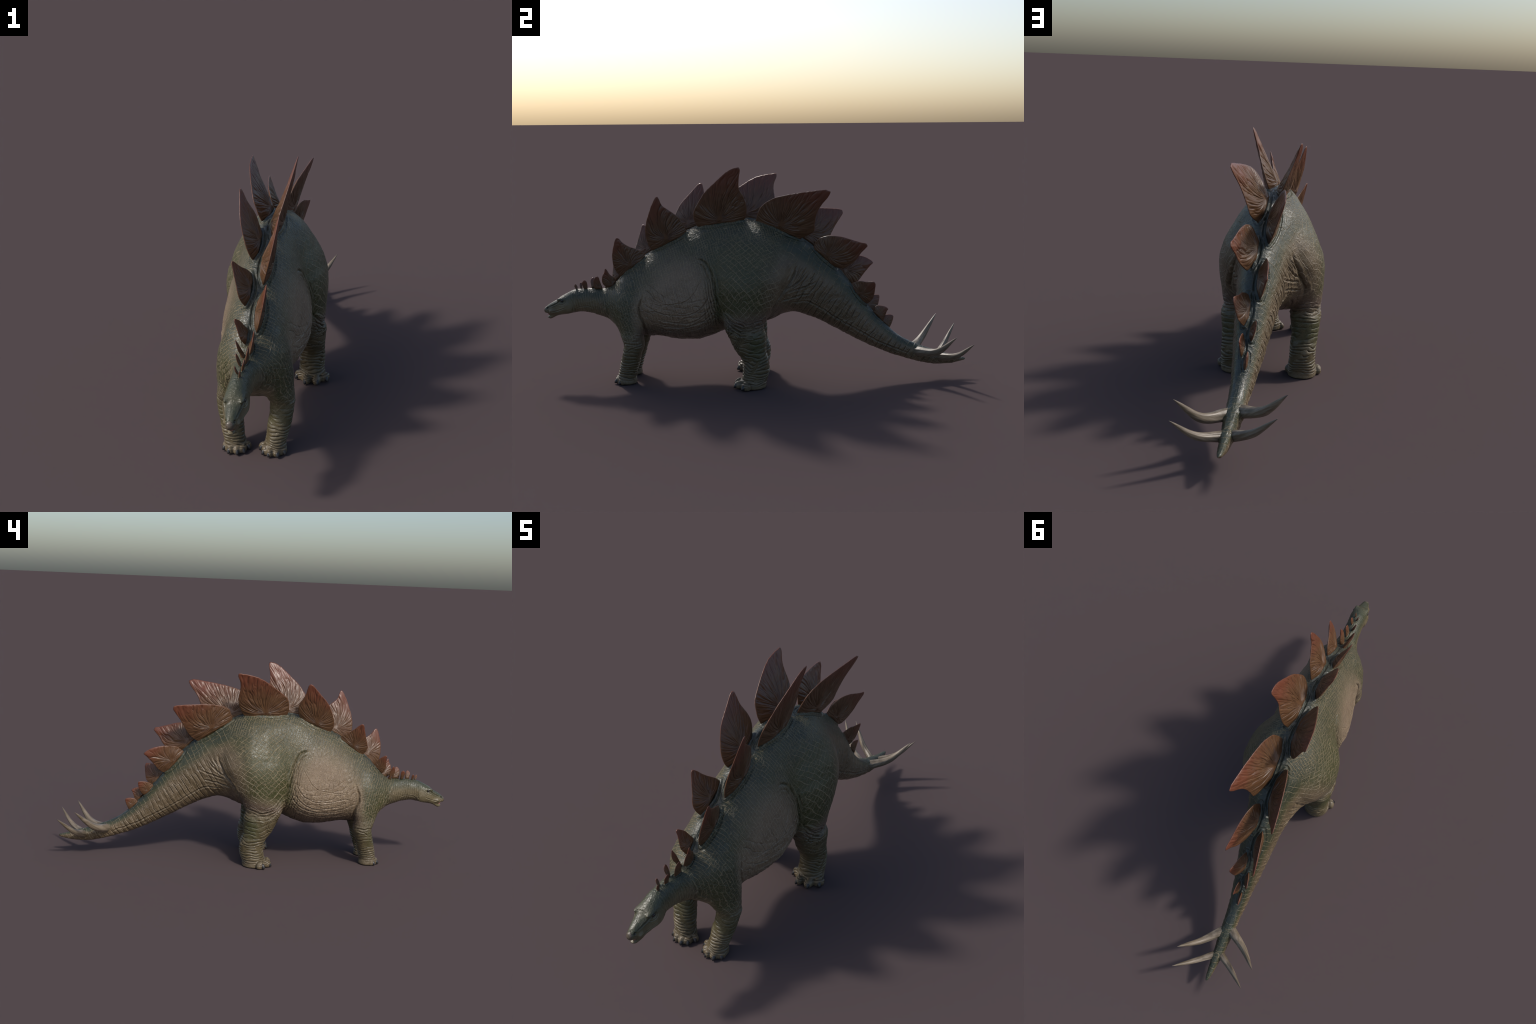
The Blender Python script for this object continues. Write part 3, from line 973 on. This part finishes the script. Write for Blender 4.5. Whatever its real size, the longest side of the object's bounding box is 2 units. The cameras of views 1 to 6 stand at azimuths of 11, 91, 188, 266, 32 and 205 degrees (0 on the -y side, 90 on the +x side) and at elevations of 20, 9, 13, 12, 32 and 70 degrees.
plate((0.028, -0.262, 0.726), (0.028, -0.047, 0.754), (0.11, -0.067, 0.996),
      [(-109, 0), (-118, 38), (-116, 67), (-101, 99), (-51, 162), (6, 207), (63, 247), (109, 262), (126, 250), (115, 207), (109, 163), (122, 124), (130, 76), (124, 35), (109, 0)])
plate((0.028, 0.006, 0.751), (0.028, 0.22, 0.675), (0.116, 0.345, 0.893),
      [(-113, 0), (-116, 55), (-109, 91), (-86, 125), (-57, 153), (15, 199), (125, 258), (144, 261), (160, 259), (156, 227), (143, 187), (137, 140), (145, 90), (154, 53), (136, 23), (113, 0)])
plate((0.022, 0.274, 0.633), (0.022, 0.373, 0.535), (0.075, 0.517, 0.644),
      [(-70, 0), (-79, 29), (-77, 55), (-55, 94), (-15, 129), (20, 149), (65, 174), (82, 186), (97, 185), (100, 171), (102, 137), (110, 97), (108, 61), (101, 29), (89, 14), (70, 0)])
plate((0.014, 0.443, 0.451), (0.014, 0.515, 0.357), (0.051, 0.555, 0.466),
      [(-59, 0), (-58, 22), (-46, 55), (-30, 72), (-11, 102), (2, 104), (17, 92), (50, 58), (58, 39), (62, 17), (59, 0)])
plate((0.01, 0.556, 0.326), (0.01, 0.6, 0.276), (0.016, 0.621, 0.339),
      [(-34, 0), (-44, 16), (-36, 35), (-14, 52), (4, 56), (10, 42), (25, 16), (34, 0)])
PLATE_FEET = [(f, r, math.dist(f, r)) for f, r, _, _ in PLATES]

# tail spikes: root inside the tail, point on the skin, belly of the curve, tip; root radius
SPIKES = [
    ((.006, .752, .132), (.030, .774, .133), (.093, .845, .150), (.162, .915, .232), .0190),
    ((.002, .860, .103), (.024, .880, .106), (.088, .938, .130), (.153, .998, .198), .0150),
    ((-.006, .735, .138), (-.032, .752, .141), (-.110, .806, .175), (-.189, .882, .266), .0190),
    ((-.002, .852, .104), (-.026, .866, .108), (-.094, .910, .145), (-.172, .971, .224), .0150)]
SPIKE_FEET = [(s[1], s[4]) for s in SPIKES]


def plate_mesh(k, front, rear, tip, outline):
    f, r, t = (np.array(v, float) for v in (front, rear, tip))
    c = (f + r) / 2
    s = (r - f) / np.linalg.norm(r - f)
    h = (t - c) - ((t - c) @ s) * s
    height = np.linalg.norm(h)
    h /= height
    n = np.cross(s, h)
    size = max(height, np.linalg.norm(r - f))
    o = np.array(outline, float) / 1000
    root = .004 + .035 * size
    o = np.concatenate([[(o[0, 0] * .92, -root)], o, [(o[-1, 0] * .92, -root)],
                        [(o[-1, 0] * .45, -root * 1.15)], [(o[0, 0] * .45, -root * 1.15)]])
    # dense, softly rounded outline
    m = len(o)
    na = int(np.clip(size * 1500, 70, 360))
    rings = int(np.clip(size * 260, 12, 54))
    ext = np.concatenate([o[-2:], o, o[:3]])
    seg = []
    for i in range(m):
        p0, p1, p2, p3 = ext[i + 1], ext[i + 2], ext[i + 3], ext[i + 4]
        u = np.linspace(0, 1, 24, endpoint=False)[:, None]
        seg.append(.5 * (2 * p1 + (p2 - p0) * u + (2 * p0 - 5 * p1 + 4 * p2 - p3) * u ** 2
                         + (3 * p1 - p0 - 3 * p2 + p3) * u ** 3))
    d = np.concatenate(seg)
    L = np.concatenate([[0], np.cumsum(np.linalg.norm(np.diff(np.vstack([d, d[:1]]), axis=0), axis=1))])
    d = np.vstack([d, d[:1]])
    q = np.linspace(0, L[-1], na, endpoint=False)
    E = np.stack([np.interp(q, L, d[:, 0]), np.interp(q, L, d[:, 1])], 1)
    rs = np.random.RandomState(100 + k)
    # nicks in the rim
    jit = perlin(np.stack([q * 90, np.full(na, k * 3.1), np.zeros(na)], 1))
    O = np.array([0.0, .13 * height])
    E = O + (E - O) * (1 + .008 * jit[:, None])
    R = np.linspace(0, 1, rings + 1)[1:] ** .85
    edge = .0012 + .015 * min(size, .2)
    mid = .0010 + .118 * min(size, .24) ** 1.08
    half = edge * np.sqrt(np.maximum(1 - R ** 10, 0))
    Pl = O + R[:, None, None] * (E - O)[None]
    base = Pl.reshape(-1, 2)
    ang = np.arctan2(base[:, 0], base[:, 1] - O[1] + .25 * height * np.exp(-((base[:, 1]) / (.15 * height + .001)) ** 2) * 0)
    rad = np.repeat(R, na)
    dist = np.linalg.norm(base - O, axis=1)
    bend = (.035 * size) * (rs.rand() - .5)
    camb = -np.sign(c[0]) * .05 * (dist ** 2) / max(size, .02) * .5 + bend * rad ** 2
    verts, layers = [], []
    for sgn in (1, -1):
        sw = ang + .95 * dist / size * np.sin(ang + 1.0 + k)
        cs = np.stack([np.cos(sw), np.sin(sw)], 1)
        w1 = perlin(np.stack([base[:, 0] * 15, base[:, 1] * 15, np.full(len(base), k * 5.3 + sgn)], 1))
        nz = np.stack([cs[:, 0] * 5.6 + .48 * w1, cs[:, 1] * 5.6 + .48 * w1, dist / size * 1.1 + k * 7.7 + sgn * 2], 1)
        g1 = 1 - np.abs(perlin(nz)) * 2.2
        g2 = 1 - np.abs(perlin(nz * np.array([2.2, 2.2, 2.2]) + 40)) * 2.2
        gr = np.maximum(g1, 0) ** 3 + .55 * np.maximum(g2, 0) ** 3
        env = sstep(.06, .22, rad) * sstep(1.0, .90, rad)
        root_fold = np.exp(-((base[:, 1] - .035 * height) / (.05 * height)) ** 2)
        rip = np.abs(np.sin(np.pi * (base[:, 1] / (.045 * height + .002) + .6 * w1))) ** .5 - .7
        amp = .0006 + .0125 * min(size, .22)
        disp = -amp * env * (gr - .3) * (1 - root_fold) + amp * .45 * root_fold * rip * env
        disp += amp * .5 * perlin(np.stack([base[:, 0] * 30, base[:, 1] * 30, np.full(len(base), 3.3 * k)], 1)) * env
        up = np.clip(base[:, 1] / height, 0, 1)
        swell = mid * (.16 + .84 * np.exp(-(up / .48) ** 1.35)) * (.75 if sgn * -c[0] < 0 else 1.0)
        hh = np.repeat(half, na) + swell * (1 - rad ** 2.2) * sstep(1.0, .55, rad) ** .35
        nn = camb + sgn * np.maximum(hh + disp, np.where(rad < .999, .0005, 0))
        verts.append(np.stack([nn, base[:, 0], base[:, 1]], 1))
    m0 = verts[0][:na, 0].mean(), verts[1][:na, 0].mean()
    ctr = np.array([[m0[0], *O], [m0[1], *O]])
    nv = rings * na
    # the outermost ring is shared by both faces
    Va, Vb = verts[0], verts[1][:nv - na]
    V = np.concatenate([Va, Vb, ctr])
    rim = (rings - 1) * na
    V[rim:rim + na, 0] = camb[rim:rim + na]
    ida = np.arange(nv).reshape(rings, na)
    idb = np.concatenate([(np.arange(nv - na) + nv).reshape(rings - 1, na), ida[-1:]])
    j = np.arange(na)
    j1 = (j + 1) % na
    quads, tris = [], []
    for i in range(rings - 1):
        quads.append(np.stack([ida[i, j], ida[i + 1, j], ida[i + 1, j1], ida[i, j1]], 1))
        quads.append(np.stack([idb[i, j], idb[i, j1], idb[i + 1, j1], idb[i + 1, j]], 1))
    Qd = np.concatenate(quads)
    ca, cb = len(V) - 2, len(V) - 1
    faces = [tuple(int(a) for a in f) for f in Qd]
    faces += [(ca, int(ida[0, a]), int(ida[0, b])) for a, b in zip(j, j1)]
    faces += [(cb, int(idb[0, b]), int(idb[0, a])) for a, b in zip(j, j1)]
    me = bpy.data.meshes.new("back_plate")
    me.from_pydata(V.tolist(), [], faces)
    me.update()
    me.shade_smooth()
    import bmesh
    bm = bmesh.new()
    bm.from_mesh(me)
    bmesh.ops.recalc_face_normals(bm, faces=bm.faces)
    bm.to_mesh(me)
    bm.free()
    M = Matrix(((n[0], s[0], h[0], c[0]), (n[1], s[1], h[1], c[1]), (n[2], s[2], h[2], c[2]), (0, 0, 0, 1)))
    return me, M


def spike_mesh(k, root, skin, belly, tip, radius):
    P = np.array([root, skin, belly, tip], float)
    C = smooth_line_cr(P, 72)
    t = np.linspace(0, 1, len(C))
    Lc = np.concatenate([[0], np.cumsum(np.linalg.norm(np.diff(C, axis=0), axis=1))])
    Lc /= Lc[-1]
    R = radius * np.interp(Lc, [0, .14, .26, .5, .75, .92, 1], [1.22, 1.08, .95, .78, .50, .22, .04])
    org = P[1]
    axis = (P[3] - P[1]) / np.linalg.norm(P[3] - P[1])
    up = Vector(axis).to_track_quat('Z', 'Y').to_matrix().to_4x4()
    M = Matrix.Translation(Vector(org)) @ up
    inv = np.array(M.inverted())
    na = 36
    V, faces = [], []
    ref = np.array([0, 0, 1.0])
    for i, p in enumerate(C):
        tg = C[min(i + 1, len(C) - 1)] - C[max(i - 1, 0)]
        tg /= np.linalg.norm(tg)
        a = np.cross(tg, ref)
        a /= np.linalg.norm(a)
        b = np.cross(a, tg)
        th = np.linspace(0, 2 * np.pi, na, endpoint=False)
        flute = perlin(np.stack([np.cos(th) * 2.6 + k * 9, np.sin(th) * 2.6, np.full(na, Lc[i] * 2.2)], 1))
        rr = R[i] * (1 + .13 * flute * 1.35 * (1 - Lc[i] * .6))
        ring = p + np.cos(th)[:, None] * rr[:, None] * a + np.sin(th)[:, None] * rr[:, None] * b * 1.05
        V.append(ring)
    V = np.concatenate(V + [C[-1:] + (C[-1] - C[-2]) * .3])
    V = (inv[:3, :3] @ V.T).T + inv[:3, 3]
    for i in range(len(C) - 1):
        for q in range(na):
            q1 = (q + 1) % na
            faces.append((i * na + q, (i + 1) * na + q, (i + 1) * na + q1, i * na + q1))
    last = (len(C) - 1) * na
    faces += [(last + q, len(V) - 1, last + (q + 1) % na) for q in range(na)]
    me = bpy.data.meshes.new("tail_spike")
    me.from_pydata(V.tolist(), [], faces)
    me.update()
    me.shade_smooth()
    import bmesh
    bm = bmesh.new()
    bm.from_mesh(me)
    bmesh.ops.recalc_face_normals(bm, faces=bm.faces)
    bm.to_mesh(me)
    bm.free()
    return me, M


def smooth_line_cr(P, n):
    ext = np.concatenate([[2 * P[0] - P[1]], P, [2 * P[-1] - P[-2]]])
    u = np.linspace(0, len(P) - 1 - 1e-6, n)
    i = u.astype(int)
    t = (u - i)[:, None]
    p0, p1, p2, p3 = ext[i], ext[i + 1], ext[i + 2], ext[i + 3]
    return .5 * (2 * p1 + (p2 - p0) * t + (2 * p0 - 5 * p1 + 4 * p2 - p3) * t ** 2
                 + (3 * p1 - p0 - 3 * p2 + p3) * t ** 3)


def claw_mesh(name, w, l, hgt, seed):
    """A blunt hoof-like nail: round on top, flat below, narrowing forwards (-y)."""
    nu, nv = 20, 28
    V, faces = [], []
    for i in range(nu + 1):
        a = np.pi * i / nu
        yy = -np.cos(a)
        for j in range(nv):
            b = 2 * np.pi * j / nv
            rx = np.sin(a) * (1 - .18 * (yy < 0) * -yy)
            px, pz = rx * np.cos(b), rx * np.sin(b)
            pz = pz if pz > 0 else pz * .75
            drop = -.40 * max(-yy, 0) ** 2
            V.append((px * w, yy * l, (pz + drop) * hgt))
    for i in range(nu):
        for j in range(nv):
            j1 = (j + 1) % nv
            faces.append((i * nv + j, i * nv + j1, (i + 1) * nv + j1, (i + 1) * nv + j))
    me = bpy.data.meshes.new(name)
    me.from_pydata(V, [], faces)
    me.update()
    me.shade_smooth()
    return me


def ball_mesh(name, r, n=24):
    import bmesh
    me = bpy.data.meshes.new(name)
    bm = bmesh.new()
    bmesh.ops.create_uvsphere(bm, u_segments=n, v_segments=n // 2, radius=1)
    bmesh.ops.scale(bm, vec=r, verts=bm.verts)
    bm.to_mesh(me)
    bm.free()
    me.shade_smooth()
    return me


# ---------------------------------------------------------------- assemble
def link(ob, parent=None):
    bpy.context.scene.collection.objects.link(ob)
    if parent:
        ob.parent = parent
        ob.matrix_parent_inverse = parent.matrix_world.inverted()
    return ob


def main():
    root = bpy.data.objects.new("stegosaurus", None)
    root.empty_display_size = .2
    root["label"] = "green and tan plated dinosaur with reddish back plates and four tail spikes"
    root["category"] = "dinosaur"
    link(root)

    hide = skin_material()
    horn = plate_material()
    spike_m = horn_material()
    claw_m = plain("claw_horn", (.018, .017, .018), .32, .35)
    eye_m = plain("eye_wet", (.012, .009, .007), .08, .2)
    mouth_m = plain("mouth_flesh", (.36, .15, .115), .35, .3)

    V, Q = body_mesh()
    N = vert_normals(V, Q)
    h = relief(V)
    h *= sstep(.0, .010, V[:, 2])
    V2 = V + N * h[:, None]
    V2[:, 2] = np.maximum(V2[:, 2], .0004)
    N2 = vert_normals(V2, Q)

    # regions, by where the undisplaced face centre lies
    C = V[Q].mean(1)
    ax, y, z = np.abs(C[:, 0]), C[:, 1], C[:, 2]
    reg = np.full(len(C), 0)                                    # torso
    reg[y + .10 * (z - .36) < -.862] = 1                        # head
    reg[(y + .10 * (z - .36) >= -.862) & (y + .55 * (z - .36) < -.690)] = 2   # neck
    reg[(y - .25 * (z - .5) > .165)] = 3                        # tail
    hl = (y > -.2) & (y < .16) & (ax > .03)
    dh = np.full(len(C), 1.0)
    dh[hl] = slice_z((ax[hl], y[hl], z[hl]), HIND)
    hind = hl & (z < .53) & ((dh < .010) | (z < .22))
    fl = (y > -.70) & (y < -.48) & (ax > .01)
    df = np.full(len(C), 1.0)
    df[fl] = slice_z((ax[fl], y[fl], z[fl]), FORE)
    fore = fl & (z < .40) & ((df < .008) | (z < .19))
    left = C[:, 0] > 0
    reg[hind & left & (reg == 0)] = 4
    reg[hind & ~left & (reg == 0)] = 5
    reg[fore & left & (reg == 0)] = 6
    reg[fore & ~left & (reg == 0)] = 7
    names = ["torso", "head", "neck", "tail", "hindlimb", "hindlimb", "forelimb", "forelimb"]
    parts = {}
    for r, nm in enumerate(names):
        f = Q[reg == r]
        if not len(f):
            continue
        u, inv = np.unique(f, return_inverse=True)
        me = fill_mesh(nm, V2[u], inv.reshape(f.shape))
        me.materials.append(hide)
        me.normals_split_custom_set_from_vertices(N2[u].astype(np.float32))
        parts[r] = link(bpy.data.objects.new(nm, me), root)

    for k, (f, r, t, o) in enumerate(PLATES):
        me, M = plate_mesh(k, f, r, t, o)
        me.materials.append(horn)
        ob = bpy.data.objects.new("back_plate", me)
        ob.matrix_world = M
        link(ob, root)
    for k, sp in enumerate(SPIKES):
        me, M = spike_mesh(k, *sp)
        me.materials.append(spike_m)
        ob = bpy.data.objects.new("tail_spike", me)
        ob.matrix_world = M
        link(ob, parts[3])

    # claws share one mesh per foot kind
    hc = claw_mesh("claw", .0100, .0145, .0155, 1)
    fc = claw_mesh("claw", .0084, .0112, .0125, 2)
    for me in (hc, fc):
        me.materials.append(claw_m)
    HC = [(.0805, -.0385, 0.80), (.1205, -.0825, 0.20), (.1715, -.0825, -0.18), (.2065, -.0490, -0.75)]
    FC = [(.0255, -.609, 1.15), (.0385, -.6370, 0.65), (.0600, -.6500, 0.2), (.0920, -.6475, -0.25), (.1130, -.6265, -0.8)]
    for side, hp, fp in ((1, parts[4], parts[6]), (-1, parts[5], parts[7])):
        for lst, me, par, zz in ((HC, hc, hp, .0118), (FC, fc, fp, .0095)):
            for cx, cy, yaw in lst:
                ob = bpy.data.objects.new("claw", me)
                s = 1 + .08 * (RNG.rand() - .5)
                ob.matrix_world = (Matrix.Translation((side * cx, cy, zz))
                                   @ Matrix.Rotation(-side * yaw, 4, 'Z') @ Matrix.Scale(s, 4))
                link(ob, par)

    em = ball_mesh("eye", (.0050, .0068, .0058))
    em.materials.append(eye_m)
    for side in (1, -1):
        ob = bpy.data.objects.new("eye", em)
        ob.location = (side * .0345, -.9035, .3805)
        link(ob, parts[1])
    tm = ball_mesh("tongue", (.0082, .0125, .0030))
    tm.materials.append(mouth_m)
    ob = bpy.data.objects.new("tongue", tm)
    ob.location = (0, -.9710, .3075)
    ob.rotation_euler = (math.radians(-30), 0, 0)
    link(ob, parts[1])


main()
